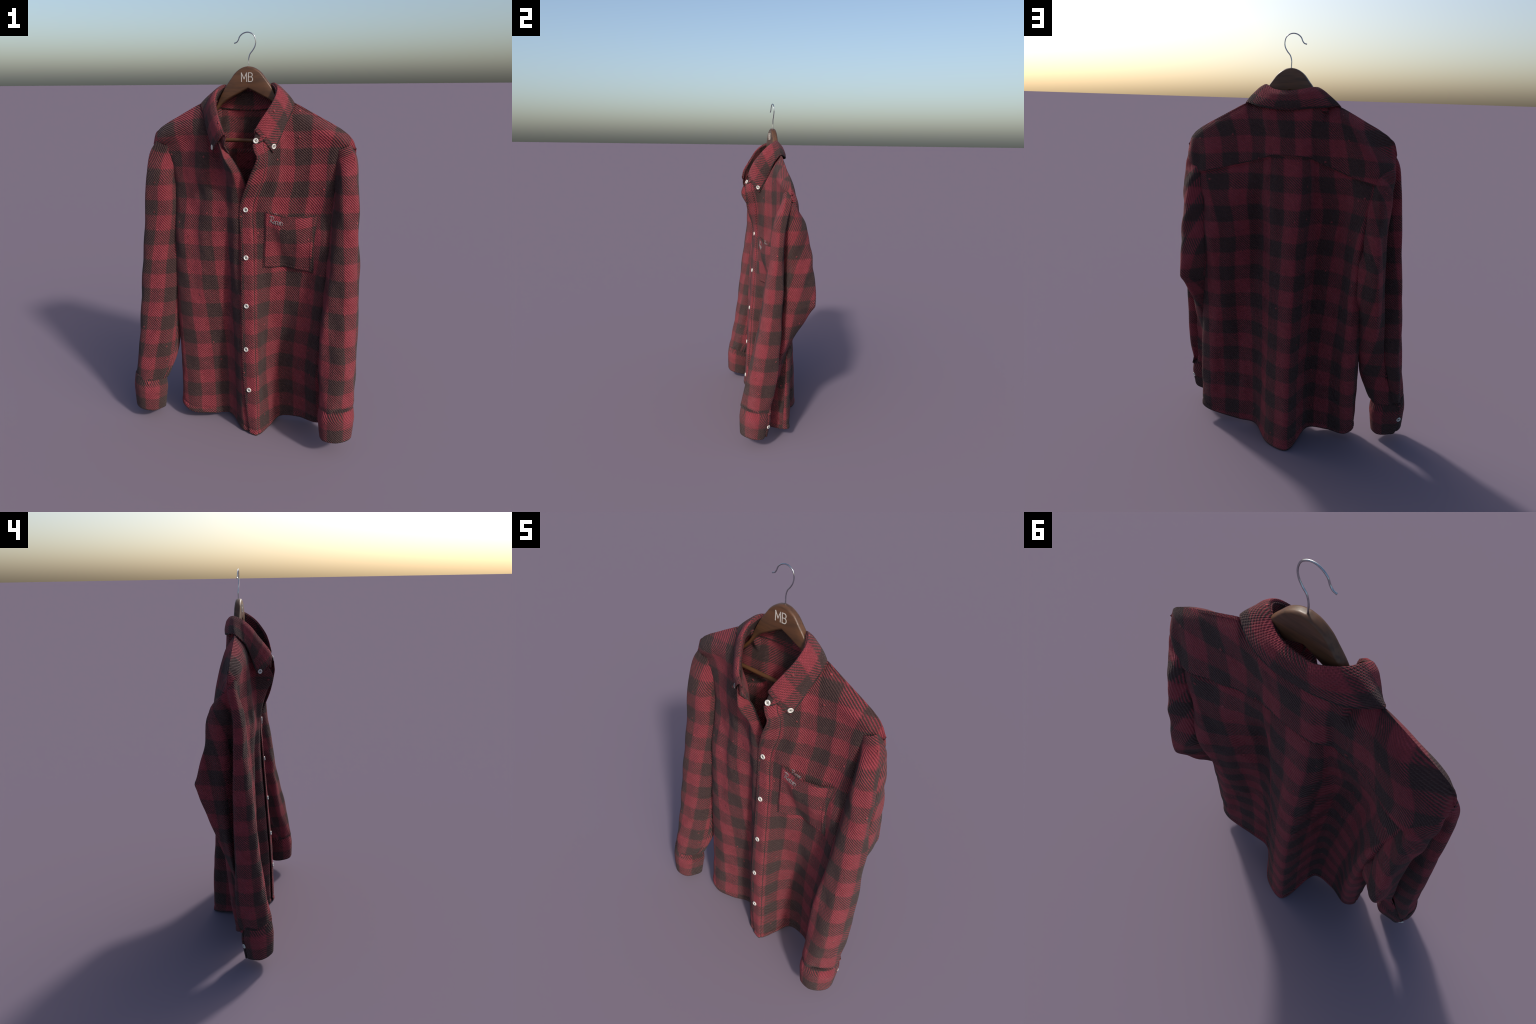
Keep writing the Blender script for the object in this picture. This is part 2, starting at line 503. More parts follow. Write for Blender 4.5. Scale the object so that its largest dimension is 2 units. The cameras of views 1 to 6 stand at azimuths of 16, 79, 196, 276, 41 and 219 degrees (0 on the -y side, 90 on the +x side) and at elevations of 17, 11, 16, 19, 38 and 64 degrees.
edge_shade_paint = flannel("flannel_painted_edge_shade", shift=(0.05, 0.03), painted_shade=0.6)
cloth_front = flannel("flannel_front", shift=(0.118, 0.062))
cloth_right = flannel("flannel_right_front", shift=(-0.015, 0.027))
cloth_back = flannel("flannel_back", shift=(0.053, 0.716 % CHECK))
cloth_yoke = flannel("flannel_yoke", shift=(-0.027, 0.035), wide=.965)
cloth_sleeve_r = flannel("flannel_sleeve_right", shift=(0.04, 0.112))
cloth_sleeve_l = flannel("flannel_sleeve_left", shift=(0.04, 0.05), tall=1.04)
cloth_cuff = flannel("flannel_cuff", shift=(0.02, 0.03))
cloth_collar = flannel("flannel_collar", shift=(0.135, 0.012), cross_w=.5)
cloth_pocket = flannel("flannel_pocket", shift=(0.10, 0.03))
cloth_stand = flannel("flannel_stand", shift=(0.0, 0.06))

F = np.stack([FU, FV], -1)
iL = int(np.argmin(abs(s - s_left)))
iR = int(np.argmin(abs(s - s_right)))
iP = int(np.argmin(abs(s - placket_w)))


def part(name, a, b, c, d, mat, rim, shift=(0, 0), seams=()):
    sl = (slice(a, b + 1), slice(c, d + 1))
    return cloth(name, P[sl], F[sl] - np.array(shift), mat, shirt, n=n[sl], rim=rim, shade_mat=edge_shade_paint, shade_w=.0045, seams=seams)


part("placket", 0, iP, 0, NT - 1, cloth_front, ("u0", "v0"), (s_of(1) * .2, 0))
part("front_panel", iP, iL, 0, NT - 1, cloth_front, ("v0",), seams=("u0",))
part("back_panel", iL, iR, 0, JY, cloth_back, ("v0",), (s_of(11), 0))
FY = F.copy()
FY[..., 0] = -P[:, (JY + NT) // 2, 0][:, None]            # yoke: cut straight across
F = FY
part("yoke", iL, iR, JY, NT - 1, cloth_yoke, (), seams=("v0",))
F = np.stack([FU, FV], -1)
part("front_panel", iR, NS - 1, 0, NT - 1, cloth_right, ("u1", "v0"), (s_of(18), 0))


# ================================================================== SLEEVES
# Control rings: rear edge of the front roll, its outside, front, inside,
# inner middle, inner back, back edge (elbow), outer back, lip and bottom of
# the crease between the two rolls.
def sleeve_rings(data):
    return np.array([[(x, y, z + dz) for (x, y), dz in zip(xy, dzs)] for z, xy, dzs in data])


FLAT0 = (0,) * 10
RIGHT = sleeve_rings([
    (1.508, [(-.445, .030), (-.442, .012), (-.420, .004), (-.390, .004), (-.370, .035), (-.385, .065), (-.408, .070), (-.430, .060), (-.438, .052), (-.442, .042)], (0, 0, -.01, -.02, -.03, -.05, -.05, -.04, -.03, -.01)),
    (1.470, [(-.470, .028), (-.466, .010), (-.440, -.002), (-.396, .006), (-.364, .032), (-.385, .085), (-.418, .098), (-.450, .080), (-.462, .062), (-.464, .046)], (0, 0, -.01, -.02, -.03, -.05, -.05, -.035, -.02, -.01)),
    (1.34, [(-.494, .006), (-.490, -.018), (-.447, -.036), (-.396, -.022), (-.362, .022), (-.388, .122), (-.424, .144), (-.462, .112), (-.470, .066), (-.450, .032)], FLAT0),
    (1.15, [(-.514, .008), (-.508, -.026), (-.458, -.046), (-.388, -.030), (-.345, .018), (-.378, .152), (-.436, .176), (-.452, .133), (-.454, .066), (-.415, .030)], FLAT0),
    (0.98, [(-.531, .008), (-.526, -.036), (-.472, -.065), (-.400, -.044), (-.342, .014), (-.376, .178), (-.446, .224), (-.458, .160), (-.462, .074), (-.412, .032)], FLAT0),
    (0.85, [(-.543, .008), (-.539, -.044), (-.484, -.079), (-.408, -.060), (-.344, .002), (-.372, .150), (-.452, .182), (-.462, .130), (-.466, .068), (-.416, .030)], FLAT0),
    (0.70, [(-.553, .006), (-.549, -.054), (-.494, -.094), (-.416, -.077), (-.352, -.008), (-.378, .096), (-.446, .127), (-.470, .090), (-.476, .054), (-.428, .022)], FLAT0),
    (0.50, [(-.567, .002), (-.566, -.066), (-.509, -.116), (-.419, -.098), (-.366, -.032), (-.386, .050), (-.438, .056), (-.476, .042), (-.490, .026), (-.458, .008)], FLAT0),
    (0.35, [(-.580, -.004), (-.583, -.078), (-.525, -.138), (-.428, -.116), (-.384, -.060), (-.402, -.004), (-.454, .004), (-.498, .006), (-.518, .002), (-.516, -.006)], FLAT0),
    (0.222, [(-.588, -.028), (-.597, -.096), (-.528, -.160), (-.467, -.145), (-.438, -.090), (-.440, -.036), (-.470, -.012), (-.515, -.010), (-.540, -.010), (-.566, -.014)],
     (.01, .015, .02, .01, .0, -.015, -.022, -.02, -.012, -.005)),
])
LEFT = sleeve_rings([
    (1.505, [(.520, .045), (.517, .025), (.500, .012), (.470, .014), (.445, .040), (.455, .066), (.480, .072), (.504, .064), (.512, .055), (.516, .05)], (0, 0, -.01, -.02, -.03, -.05, -.05, -.04, -.03, -.02)),
    (1.465, [(.545, .038), (.541, .016), (.515, .003), (.484, .008), (.447, .032), (.455, .082), (.488, .094), (.522, .078), (.538, .060), (.542, .050)], (0, 0, -.01, -.02, -.03, -.05, -.05, -.035, -.02, -.01)),
    (1.33, [(.567, .008), (.563, -.015), (.532, -.038), (.492, -.036), (.455, .022), (.452, .118), (.500, .136), (.540, .108), (.550, .060), (.535, .030)], FLAT0),
    (1.13, [(.581, -.008), (.578, -.032), (.540, -.062), (.486, -.054), (.440, .010), (.426, .152), (.506, .180), (.537, .140), (.541, .060), (.485, .020)], FLAT0),
    (0.95, [(.590, -.010), (.588, -.050), (.544, -.088), (.468, -.078), (.430, .000), (.426, .178), (.518, .203), (.546, .150), (.543, .055), (.474, .005)], FLAT0),
    (0.85, [(.593, -.013), (.591, -.060), (.546, -.101), (.462, -.090), (.426, -.010), (.446, .142), (.522, .198), (.546, .142), (.540, .048), (.466, -.006)], FLAT0),
    (0.73, [(.595, -.020), (.594, -.074), (.548, -.121), (.455, -.108), (.424, -.030), (.442, .070), (.490, .138), (.520, .098), (.522, .034), (.462, -.022)], FLAT0),
    (0.60, [(.597, -.030), (.598, -.094), (.550, -.151), (.443, -.130), (.418, -.055), (.438, .024), (.478, .064), (.510, .044), (.524, .008), (.472, -.042)], FLAT0),
    (0.43, [(.599, -.045), (.603, -.118), (.551, -.186), (.447, -.164), (.424, -.088), (.442, -.004), (.475, .016), (.516, -.016), (.544, -.032), (.508, -.064)], FLAT0),
    (0.240, [(.594, -.086), (.604, -.140), (.525, -.220), (.466, -.207), (.440, -.150), (.455, -.095), (.490, -.070), (.532, -.062), (.556, -.062), (.578, -.070)],
     (.0, .005, .012, .008, .0, -.01, -.012, -.01, -.006, -.002)),
])


def kink(R, k):
    """A sharper bend at ring k (the elbow): straight runs up to just beside it."""
    near = lambda a, b: R[a] * .8 + R[b] * .2
    return np.concatenate([R[:k], near(k, k - 1)[None], R[k:k + 1], near(k, k + 1)[None], R[k + 1:]])


def loft_closed(R, nu, nv, tc):
    m = (R[3] + R[4] + R[6]) / 3
    loop = np.concatenate([R, R[:, :1]], 1)
    sc = chord(np.r_[m, m[:1]])
    q = np.linspace(0, sc[-1], nu, endpoint=False)
    L = np.array([hermite(sc, r, q, closed=True) for r in loop])
    tq = np.linspace(tc[0], tc[-1], nv)
    out = np.empty((nu, nv, 3))
    for i in range(nu):
        out[i] = hermite(tc, L[:, i], tq)
    return out, q, sc


def sleeve(side, R, seed, lean, mat):
    R = np.roll(R, -4, axis=1)            # start at the inside, where the seam hides
    tc = -R[:, :, 2].mean(1)
    S, q, sc = loft_closed(R, 240, 380, tc)
    front = int(np.argmin(abs(q - sc[7])))          # column on the outside of the front roll
    if side > 0:      # keep outside facing outward with u running left to right
        S = S[::-1]; front = len(q) - 1 - front
    S = S[:, ::-1]    # bottom row first
    girth = np.concatenate([np.zeros((1, S.shape[1])), np.cumsum(np.linalg.norm(np.diff(S, axis=0), axis=-1), 0)])
    FU = girth - girth[front][None]
    for _ in range(40):
        FU[:, 1:-1] = (FU[:, :-2] + 2 * FU[:, 1:-1] + FU[:, 2:]) / 4
    dl = np.linalg.norm(np.diff(S, axis=1), axis=-1).mean(0)
    fv = np.r_[0, np.cumsum(dl)] + .22
    FV = np.repeat(fv[None], S.shape[0], 0)
    nn = grid_normals(S, True)
    env = smooth(0, .05, fv - fv[0]) * smooth(0, .08, fv[-1] - fv)
    S = S + nn * (env[None] * 0.0030 * waves(FU, FV * 0.6, 10, .06, .2, seed))[..., None]
    # gathered just above the cuff
    gather = np.exp(-((fv - fv[0]) / .05))[None]
    turn = np.linspace(0, 2 * math.pi, S.shape[0], endpoint=False)[:, None]
    S = S + nn * (0.0022 * gather * np.sin(turn * 15 + 2 * np.sin(turn * 3)))[..., None]
    FU = FU + lean * (FV - .9)
    S = S - nn * (.007 * np.exp(-((fv - fv[0]) / .010) ** 2))[None, :, None]     # tucked into the cuff
    nn = grid_normals(S, True)
    return cloth("sleeve", S, np.stack([FU, FV], -1), mat, shirt, n=nn, closed_u=True, rim=("v0",))


sleeve_r = sleeve(-1, kink(RIGHT, 4), 11, .0, cloth_sleeve_r)
sleeve_l = sleeve(1, kink(LEFT, 5), 12, .0, cloth_sleeve_l)


def cuff(side, R, drop, bottom_dz):
    """Open band: its buttoned end laps over the other on the outer back."""
    loop = R[-1]
    c = loop.mean(0)
    order = [9] + list(range(0, 9)) + [9, 0]      # runs past its own start
    base = loop[order].copy()
    grow = (base - c)[:, :2]
    grow /= np.linalg.norm(grow, axis=1, keepdims=True)
    prof = []
    for f, out, dz in ((0.0, -.001, .018), (.10, .004, 0), (.55, .003, 0), (1.0, -.004, 0)):
        r = base.copy()
        r[:, :2] += grow * out
        r[:, 2] += dz - f * (drop + np.array(bottom_dz)[order])
        r[:, 2] = r[:, 2]
        r[:, 0] += side * 0.004 * f
        r[:, 1] -= 0.012 * f
        prof.append(r)
    prof = np.array(prof)
    lapping = np.linspace(0, 1, len(order))
    sc = chord(base)
    end = sc[-3] + (sc[-2] - sc[-3]) * 1.0 + (sc[-1] - sc[-2]) * .35
    q = np.linspace(0, end, 200)
    L = np.array([hermite(sc, r, q) for r in prof])
    over = smooth(sc[-2] - .03, sc[-2] + .0, q)              # the overlapping end stands out
    t = np.linspace(0, 1, 46)
    S = np.empty((len(q), len(t), 3))
    for i in range(len(q)):
        S[i] = hermite([0, .1, .55, 1.0], L[:, i], t)
    d = S.mean(1) - c; d[:, 2] = 0
    d /= np.linalg.norm(d, axis=1, keepdims=True)
    S += (d * (over * .007)[:, None])[:, None]
    # blunt corners at the two ends
    cut = np.exp(-q / .012) + np.exp(-(q[-1] - q) / .012)
    S[:, :, 2] += (cut[:, None] * smooth(.5, 1, t)[None]) * .022
    if side > 0:
        S = S[::-1]; q = q[-1] - q[::-1]
    S = S[:, ::-1]
    FU = np.repeat(q[:, None], len(t), 1)
    FV = np.repeat((t * drop)[None], len(q), 0)
    nn = grid_normals(S)
    o = cloth("cuff", S, np.stack([FU, FV], -1), cloth_cuff, shirt, n=nn, thick=.010, shade_mat=edge_shade_paint, shade_w=.005)
    return o, S, nn


cuff_r, CR, CRn = cuff(-1, RIGHT, .168, (0,) * 10)
cuff_l, CL, CLn = cuff(1, LEFT, .150, (0,) * 10)

# =================================================================== COLLAR
FOLD = np.array([(-.030, -.143, 1.563), (-.053, -.127, 1.587), (-.077, -.100, 1.626), (-.101, -.069, 1.667),
                 (-.115, -.036, 1.710), (-.113, .012, 1.748), (-.098, .050, 1.772), (-.066, .075, 1.769),
                 (-.028, .090, 1.761), (.016, .090, 1.755), (.062, .086, 1.754), (.109, .074, 1.760),
                 (.160, .044, 1.773), (.189, .004, 1.752), (.192, -.036, 1.720), (.180, -.068, 1.684),
                 (.160, -.094, 1.648), (.138, -.110, 1.613), (.112, -.128, 1.578)])
LEAF = np.array([(-.112, -.074, 1.474), (-.130, -.058, 1.511), (-.143, -.049, 1.545), (-.156, -.039, 1.579),
                 (-.167, -.027, 1.614), (-.181, -.008, 1.650), (-.200, .040, 1.694), (-.140, .084, 1.687),
                 (-.068, .104, 1.680), (.005, .110, 1.671), (.080, .112, 1.672), (.160, .098, 1.681),
                 (.248, .046, 1.697), (.252, .010, 1.660), (.240, -.004, 1.626), (.226, -.016, 1.592),
                 (.212, -.031, 1.553), (.198, -.046, 1.517), (.183, -.068, 1.476)])
STAND = np.array([(-.036, -.132, 1.502), (-.055, -.115, 1.535), (-.078, -.092, 1.568), (-.102, -.062, 1.602),
                  (-.125, -.028, 1.638), (-.148, .012, 1.665), (-.150, .050, 1.668), (-.108, .074, 1.664),
                  (-.060, .090, 1.659), (.000, .094, 1.655), (.070, .092, 1.656), (.130, .078, 1.664),
                  (.195, .045, 1.674), (.206, -.002, 1.655), (.198, -.038, 1.622), (.186, -.068, 1.588),
                  (.168, -.094, 1.558), (.142, -.118, 1.530), (.106, -.140, 1.505)])
FOLD[1:6] += (0, -.005, .007)
FOLD[12:18] += (0, -.005, .007)
centre_line = np.array([.036, -.02])
cq = chord(FOLD)
NC = 260
cs = np.linspace(0, cq[-1], NC)
fold, leaf, stand = (hermite(cq, a, cs) for a in (FOLD, LEAF, STAND))


def fold_frame():
    out = fold - np.r_[centre_line, 0]
    out[:, 2] = 0
    for k in range(60):
        out[1:-1] = (out[:-2] + 2 * out[1:-1] + out[2:]) / 4
    out /= np.linalg.norm(out, axis=1, keepdims=True)
    return out


fo = fold_frame()
up = np.array([0, 0, 1.0])
# leaf: over the fold and down to its point, bellied outward
across = leaf - fold
across /= np.linalg.norm(across, axis=1, keepdims=True)
inn = fold - fo * .013 - up * .012
top = fold - fo * .006
shoulder = fold + fo * .003 + across * .011
side_belly = (.008 + .004 * np.clip(-fo[:, 1], 0, 1))[:, None]
m1 = fold * .60 + leaf * .40 + fo * side_belly
m2 = fold * .25 + leaf * .75 + fo * side_belly * .8
prof = np.stack([inn, top, shoulder, m1, m2, leaf], 0)
pt = np.array([0, .11, .22, .50, .78, 1.0])
tt = np.linspace(0, 1, 70)
C = np.empty((NC, len(tt), 3))
for i in range(NC):
    C[i] = hermite(pt, prof[:, i], tt)
# orient: u from wearer's left to right as seen from outside, v upward
C = C[:, ::-1][::-1]
cu = cs[-1] - cs[::-1]
FUc = np.repeat(cu[:, None], C.shape[1], 1)
FVc = np.repeat((1 - tt[::-1])[None] * .13, NC, 0)
Cn = grid_normals(C)
if (Cn[NC // 2, 10] @ np.array([0, 1, 0])) < 0:
    C = C[::-1]; Cn = grid_normals(C)
# stitched border
brd = np.minimum(cu, cu[::-1])[:, None]
C = C + Cn * (-.0025 * np.exp(-((FVc[:, ::-1] * 0 + (1 - tt[::-1])[None] * .0 + brd - .012) / .003) ** 2) * (tt[::-1] > .2)[None])[..., None]
collar = cloth("collar", C, np.stack([FUc, FVc], -1), cloth_collar, shirt, n=grid_normals(C), thick=.006, shade_mat=edge_shade_paint, shade_w=.0065)

# stand: neckband inside the leaf; its left end carries the neck button
s_top = fold - fo * .010 - up * .010
drop_end = np.exp(-cs / .03) * .010 + np.exp(-(cs[-1] - cs) / .03) * .018
s_top[:, 2] -= drop_end
low = stand.copy()
prof = np.stack([low, low * .5 + s_top * .5 + fo * .002, s_top], 0)
tt2 = np.linspace(0, 1, 30)
SB = np.empty((NC, 30, 3))
for i in range(NC):
    SB[i] = hermite([0, .5, 1], prof[:, i], tt2)
SB = SB[::-1]
FUs = np.repeat(cu[:, None], 30, 1)
FVs = np.repeat((tt2 * .09)[None], NC, 0)
if (grid_normals(SB)[NC // 2, 10] @ np.array([0, 1, 0])) < 0:
    SB = SB[::-1]
SBn = grid_normals(SB)
band = cloth("collar_stand", SB, np.stack([FUs, FVs], -1), cloth_stand, shirt, n=SBn, thick=.006, shade_mat=edge_shade_paint, shade_w=.004)


# =================================================================== POCKET
def nearest(p, lo=0, hi=NS):
    d = np.linalg.norm(P[lo:hi] - np.array(p), axis=-1)
    i, j = np.unravel_index(d.argmin(), d.shape)
    return i + lo, j


corner = {k: nearest(p, iP, iL) for k, p in dict(tl=(.134, -.040, 1.194), tr=(.386, .004, 1.176),
                                                bl=(.112, -.033, .910), br=(.370, .018, .884)).items()}


def on_front(a, b):
    """Bilinear position inside the pocket in grid units -> surface point, normal."""
    ci = ((1-a)*(1-b)*corner["bl"][0] + a*(1-b)*corner["br"][0] + (1-a)*b*corner["tl"][0] + a*b*corner["tr"][0])
    cj = ((1-a)*(1-b)*corner["bl"][1] + a*(1-b)*corner["br"][1] + (1-a)*b*corner["tl"][1] + a*b*corner["tr"][1])
    i0 = np.clip(np.floor(ci).astype(int), 0, NS - 2); j0 = np.clip(np.floor(cj).astype(int), 0, NT - 2)
    fi, fj = (ci - i0)[..., None], (cj - j0)[..., None]
    f = lambda A: (A[i0, j0]*(1-fi)*(1-fj) + A[i0+1, j0]*fi*(1-fj) + A[i0, j0+1]*(1-fi)*fj + A[i0+1, j0+1]*fi*fj)
    return f(P), f(n), f(F)


a, b = np.meshgrid(np.linspace(0, 1, 90), np.linspace(0, 1, 90), indexing="ij")
pp, pn, pf = on_front(a, b)
side_fade = smooth(0, .09, a) * smooth(0, .09, 1 - a)
gape = np.sin(a * math.pi) ** 1.2 * smooth(.30, 1.0, b) ** 1.4
lift = .003 + .007 * smooth(0, .05, np.minimum(a, 1 - a)) * smooth(0, .035, b) + .032 * gape
dent = np.exp(-(((a - .30) / .13) ** 2 + ((b - .38) / .25) ** 2))
PK = pp + pn * (lift - .002 * dent)[..., None]
PK[..., 2] -= .022 * gape
edge_d = np.minimum(np.minimum(a, 1 - a), b)
PK += pn * (-.0015 * np.exp(-((edge_d - .075) / .012) ** 2))[..., None]
pocket = cloth("pocket", PK, pf + np.array([.02, .03]), cloth_pocket, shirt, n=grid_normals(PK), thick=.004, shade_mat=edge_shade_paint, shade_w=.005)

# embroidered name on the pocket and a second one on the shirt behind its mouth
thread = plain("thread", (.24, .19, .20), .8, 0, .5)


def stitches(name, strokes, place, radius, parent, mat):
    """Word drawn with satin-stitch strokes; place(x, y) -> surface point."""
    obs = []
    verts, faces = [], []
    for st in strokes:
        st = np.array(st, float)
        q = np.linspace(0, 1, 10)
        c = chord(st)
        pts = np.array([place(x, y) for x, y in hermite(c / c[-1], st, q)])
        Tn = np.gradient(pts, axis=0); Tn /= np.linalg.norm(Tn, axis=1, keepdims=True)
        k0 = len(verts)
        for p, t in zip(pts, Tn):
            a_ = np.cross(t, (0, 1, 0)); a_ /= np.linalg.norm(a_); b_ = np.cross(a_, t)
            for k in range(6):
                w = k * math.pi / 3
                verts.append(p + radius * (a_ * math.cos(w) + b_ * math.sin(w)))
        for i in range(len(pts) - 1):
            for k in range(6):
                k2 = (k + 1) % 6
                faces.append((k0 + i*6 + k, k0 + i*6 + k2, k0 + (i+1)*6 + k2, k0 + (i+1)*6 + k))
    me = bpy.data.meshes.new(name)
    me.from_pydata([tuple(v) for v in verts], [], faces)
    me.polygons.foreach_set("use_smooth", np.ones(len(faces), bool))
    me.materials.append(mat)
    o = link(name, me, parent)
    o["kind"] = "stuff"
    return o


WORD = [[(0, 0), (.06, .5), (.08, 1)], [(-.05, .95), (.16, 1.02), (.27, .70), (.12, .42), (.30, .02)],
        [(.38, .5), (.33, .25), (.42, .05), (.50, .3), (.40, .52)],
        [(.56, .02), (.57, .5), (.68, .46)], [(.72, .02), (.73, .5), (.80, .42), (.81, .02)],
        [(.81, .4), (.89, .48), (.90, .02)], [(.95, .02), (.96, .46), (1.05, .46), (1.06, .0)]]


def on_pocket(x, y):
    A, Bb = .11 + .235 * x, .835 + .115 * y - .02 * x
    i, j = int(A * 89), int(Bb * 89)
    return PK[i, j] + grid_normals(PK)[i, j] * .0015


def on_shirt(x, y):
    A, Bb = np.array(.20 + .17 * x), np.array(.895 + .07 * y - .02 * x)
    q, nn_, _ = on_front(A, Bb)
    return q + nn_ * .0015


PKn = grid_normals(PK)


def on_pocket(x, y):
    i, j = int((.11 + .235 * x) * 89), int((.845 + .11 * y - .01 * x) * 89)
    return PK[i, j] + PKn[i, j] * .0015


stitches("embroidery", WORD, on_pocket, .0016, pocket, thread)
stitches("embroidery", WORD, on_shirt, .0014, shirt, thread)

# ================================================================== BUTTONS
button_mat = plain("button_shell", (.62, .60, .56), .32, 0, .22)
thread_dark = plain("button_thread", (.045, .033, .032), .9, 0, .3)


def button_mesh():
    prof_ = [(0, .0030), (.0052, .0030), (.0068, .0042), (.0086, .0058), (.0104, .0058), (.0120, .0042), (.0124, .0015), (.0112, .0)]
    prof_ = hermite(np.arange(len(prof_)), np.array(prof_), np.linspace(0, len(prof_) - 1, 24))
    seg = 40
    V = [(0, 0, prof_[0][1])]
    Q = []
    for r, h in prof_[1:]:
        V += [(r * math.cos(2*math.pi*k/seg), r * math.sin(2*math.pi*k/seg), h) for k in range(seg)]
    for k in range(seg):
        Q.append((0, 1 + k, 1 + (k + 1) % seg))
    for i in range(len(prof_) - 2):
        for k in range(seg):
            k2 = (k + 1) % seg
            Q.append((1 + i*seg + k, 1 + (i+1)*seg + k, 1 + (i+1)*seg + k2, 1 + i*seg + k2))
    me = bpy.data.meshes.new("button")
    me.from_pydata(V, [], Q)
    me.polygons.foreach_set("use_smooth", np.ones(len(Q), bool))
    me.materials.append(button_mat)
    return me


def thread_mesh():
    """Crossed stitches between the four holes, and the holes' dark rims."""
    V, Q = [], []

    def bar(p0, p1, w, h):
        p0, p1 = np.array(p0), np.array(p1)
        d = (p1 - p0) / np.linalg.norm(p1 - p0)
        s_ = np.array([-d[1], d[0]]) * w
        k = len(V)
        for p, z in ((p0, .0026), (p0 * .6, h), (p1 * .6, h), (p1, .0026)):
            V.append((*(p - s_), z)); V.append((*(p + s_), z)); V.append((*p, z + .0009))
        for i in range(3):
            a_, b_ = k + 3*i, k + 3*i + 3
            Q.append((a_, b_, b_ + 2, a_ + 2)); Q.append((a_ + 2, b_ + 2, b_ + 1, a_ + 1))
    h = .0038
    bar((-h, -h), (h, h), .0010, .0036)
    bar((-h, h), (h, -h), .0010, .0044)
    for cx in (-h, h):
        for cy in (-h, h):
            k = len(V)
            V += [(cx + .0015 * math.cos(w), cy + .0015 * math.sin(w), .0033) for w in np.linspace(0, 2*math.pi, 11)[:-1]]
            Q.append(tuple(range(k, k + 10)))
    me = bpy.data.meshes.new("button_thread")
    me.from_pydata(V, [], Q)
    me.materials.append(thread_dark)
    return me


BM, TM = button_mesh(), thread_mesh()


def put_button(p, normal, spin, parent):
    z = Vector(normal).normalized()
    q = z.to_track_quat("Z", "Y")
    o = link("button", BM, parent)
    o.matrix_world = Matrix.Translation(Vector(p)) @ q.to_matrix().to_4x4() @ Matrix.Rotation(spin, 4, "Z")
    t = link("button_thread", TM, o)
    return o


def surf_button(G, Gn, p, spin, parent=shirt, lift=.0):
    d = np.linalg.norm(G - np.array(p), axis=-1)
    i, j = np.unravel_index(d.argmin(), d.shape)
    put_button(G[i, j] + Gn[i, j] * lift, Gn[i, j], spin, parent)


for k, p in enumerate([(.045, -.062, 1.2), (.050, -.079, .963), (.055, -.093, .718), (.057, -.107, .488), (.070, -.122, .263)]):
    surf_button(P[:iP], n[:iP], p, .3 * k - .4)
Cn = grid_normals(C)
surf_button(SB, SBn, (.116, -.132, 1.532), .2, lift=.001)
surf_button(C, Cn, (.184, -.073, 1.503), -.2, lift=.001)
surf_button(C, Cn, (-.109, -.078, 1.492), .5, lift=.001)
surf_button(CL, CLn, (.586, -.077, .160), .3, lift=.003)
surf_button(CR, CRn, (-.584, -.022, .142), .9, lift=.003)

# =================================================================== HANGER
hanger = bpy.data.objects.new("coat_hanger", None)
hanger.location = (.034, .04, 1.54)
COLL.objects.link(hanger)
hanger["label"] = "dark wooden coat hanger with steel hook and trouser bar"
hanger["category"] = "coat hanger"
bpy.context.view_layer.update()


def under_hanger(o):
    o.parent = hanger
    o.matrix_parent_inverse = hanger.matrix_world.inverted()
    return o


wood = wood_material("walnut", (.098, .044, .021), (.056, .027, .014))
steel = plain("steel", (.46, .48, .50), .22, 1.0, .15)

HC = .034
# half profiles from the centre outward: distance, top height, lower height
hx = np.array([0, .025, .045, .065, .085, .110, .133, .16, .20, .28, .36, .425])
ht = np.array([1.853, 1.848, 1.838, 1.822, 1.797, 1.765, 1.727, 1.672, 1.626, 1.588, 1.552, 1.522])
hb = np.array([1.753, 1.742, 1.732, 1.722, 1.712, 1.698, 1.680, 1.648, 1.606, 1.566, 1.530, 1.508])
ns = 161
xs = np.linspace(-.425, .425, ns)
topz = hermite(hx, ht, abs(xs)); lowz = hermite(hx, hb, abs(xs))
yc = .039 - .003 * smooth(.10, .16, abs(xs))
half = .0165 - .004 * smooth(.09, .16, abs(xs))
V, Q = [], []
sec = 28
for x, tz, lz, y, h in zip(xs, topz, lowz, yc, half):
    mz, hz = (tz + lz) / 2, (tz - lz) / 2
    for k in range(sec):
        w = 2 * math.pi * (k + .5) / sec
        e = .30 if hz > .03 else .5
        cy = math.copysign(abs(math.cos(w)) ** e, math.cos(w)); cz = math.copysign(abs(math.sin(w)) ** e, math.sin(w))
        # rounded box section with a fixed edge radius
        r = min(.011, hz * .9)
        yy = (h - r) * math.copysign(1, cy) + r * math.cos(w)
        zz = (hz - r) * math.copysign(1, cz) + r * math.sin(w)
        V.append((x + HC, y + yy, mz + zz))
for i in range(ns - 1):
    for k in range(sec):
        k2 = (k + 1) % sec
        Q.append((i*sec + k, i*sec + k2, (i+1)*sec + k2, (i+1)*sec + k))
Q.append(tuple(range(sec))[::-1]); Q.append(tuple((ns-1)*sec + k for k in range(sec)))
me = bpy.data.meshes.new("wooden_body")
me.from_pydata(V, [], Q)
me.polygons.foreach_set("use_smooth", [len(q) == 4 for q in Q])
me.materials.append(wood)
body = under_hanger(link("wooden_body", me))

bar = np.array([(x, .035, 1.5165) for x in np.linspace(-.36, .43, 20)])
under_hanger(tube_mesh("trouser_bar", bar, .0095, wood, None, 16))

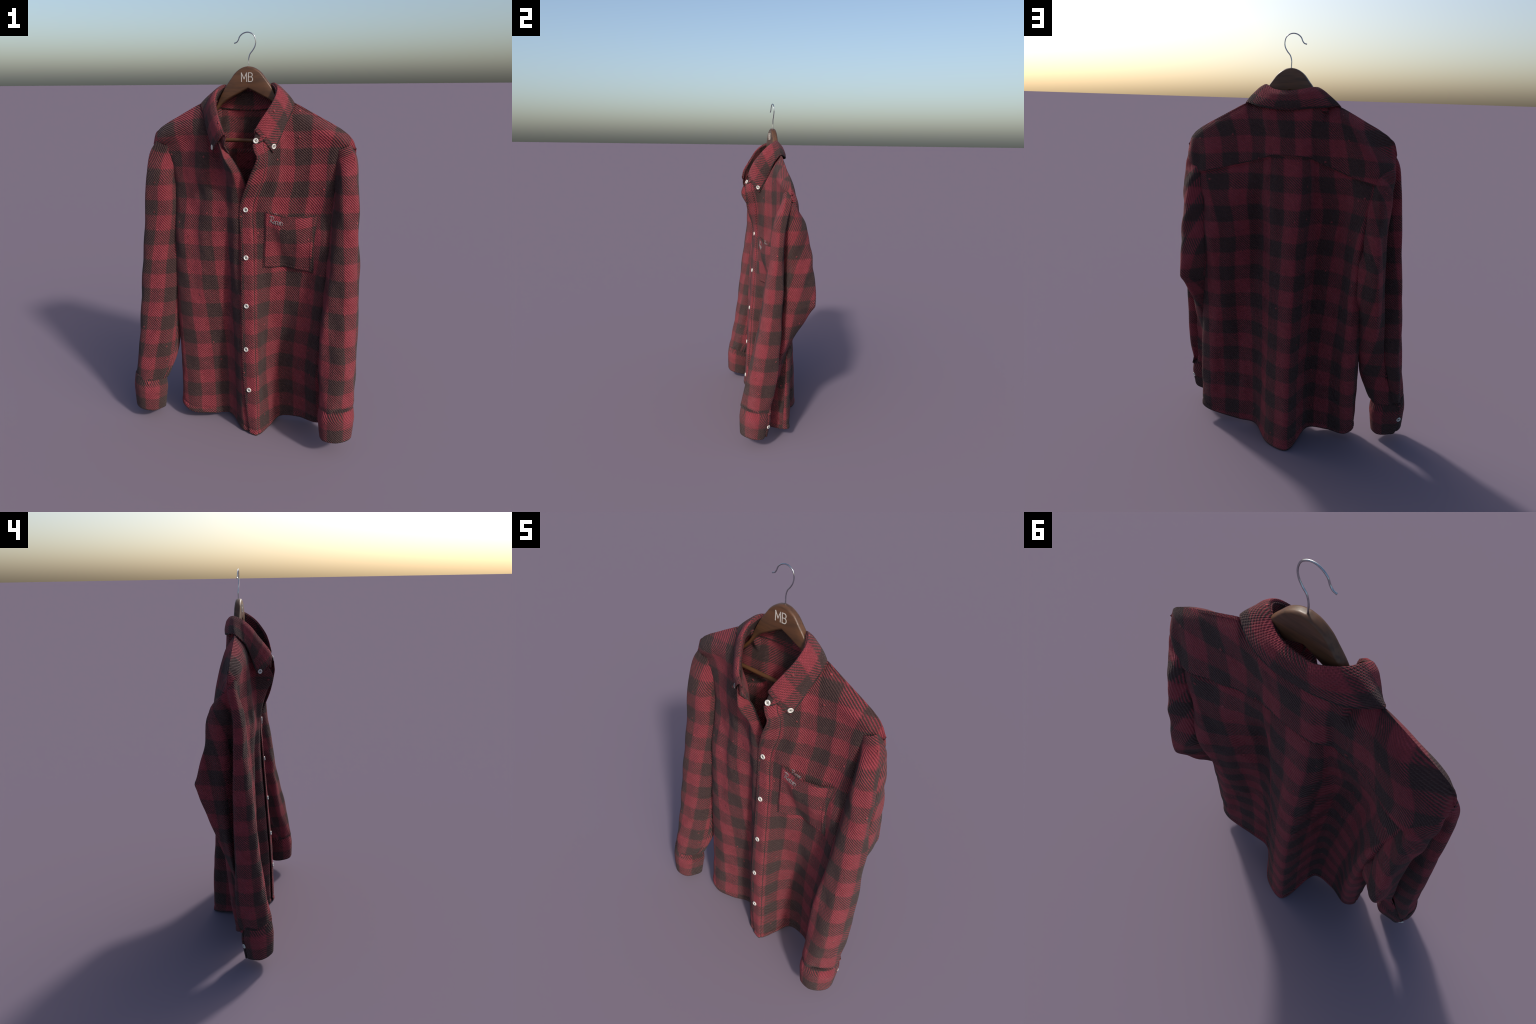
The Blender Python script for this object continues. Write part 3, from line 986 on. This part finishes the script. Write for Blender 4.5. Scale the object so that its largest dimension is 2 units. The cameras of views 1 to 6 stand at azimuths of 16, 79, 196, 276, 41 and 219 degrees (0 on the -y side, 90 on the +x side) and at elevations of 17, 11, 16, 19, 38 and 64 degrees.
hook_pts = np.array([(.034, .042, 1.835), (.034, .042, 1.860), (.0345, .042, 1.887), (.041, .041, 1.905), (.055, .041, 1.922),
                     (.0655, .041, 1.940), (.0685, .041, 1.961), (.062, .040, 1.983), (.047, .039, 1.995), (.029, .038, 1.9985),
                     (.008, .038, 1.993), (-.007, .038, 1.980), (-.014, .038, 1.965), (-.021, .038, 1.957), (-.033, .038, 1.953)])
hq = chord(hook_pts)
under_hanger(tube_mesh("hook", hermite(hq, hook_pts, np.linspace(0, hq[-1], 90)), .0026, steel, None, 12))

# the two inlaid letters on the front of the wood
ink = plain("pale_ink", (.50, .46, .42), .6, 0, .3)


def arc(cx, cz, rx, rz, a0, a1, k=9):
    return [(cx + rx * math.cos(w), cz + rz * math.sin(w)) for w in np.linspace(a0, a1, k)]


H = .0385
letters = {
    "letter_m": [[(0, 0), (0, H)], [(0, H), (.0125, H * .30)], [(.0125, H * .30), (.025, H)], [(.025, H), (.025, 0)]],
    "letter_b": [[(0, 0), (0, H)],
                 [(0, H)] + arc(.010, H * .765, .0085, H * .235, math.pi / 2, -math.pi / 2) + [(0, H * .53)],
                 [(0, H * .53)] + arc(.011, H * .265, .0090, H * .265, math.pi / 2, -math.pi / 2) + [(0, 0)]],
}


def wood_front(x):
    return np.interp(x - HC, xs, yc - half)


for name, x0 in (("letter_m", .0045), ("letter_b", .0385)):
    V, Q = [], []
    for st in letters[name]:
        st = np.array(st)
        w = .0017
        for p0, p1 in zip(st[:-1], st[1:]):
            d = (p1 - p0) / max(np.linalg.norm(p1 - p0), 1e-9)
            s_ = np.array([-d[1], d[0]]) * w
            e = d * w * .7
            k = len(V)
            for p in (p0 - e - s_, p1 + e - s_, p1 + e + s_, p0 - e + s_):
                x = x0 + p[0]; z = 1.785 + p[1]
                V.append((x, wood_front(x) - .0012, z)); V.append((x, wood_front(x) + .001, z))
            Q += [(k, k+2, k+4, k+6), (k, k+1, k+3, k+2), (k+2, k+3, k+5, k+4), (k+4, k+5, k+7, k+6), (k+6, k+7, k+1, k)]
    # the strokes overlap: nudge each outward by a hair so that no two faces coincide
    V = [(x, y - .00003 * (i // 8 % 7), z) for i, (x, y, z) in enumerate(V)]
    me = bpy.data.meshes.new(name)
    me.from_pydata(V, [], Q)
    me.materials.append(ink)
    under_hanger(link(name, me))
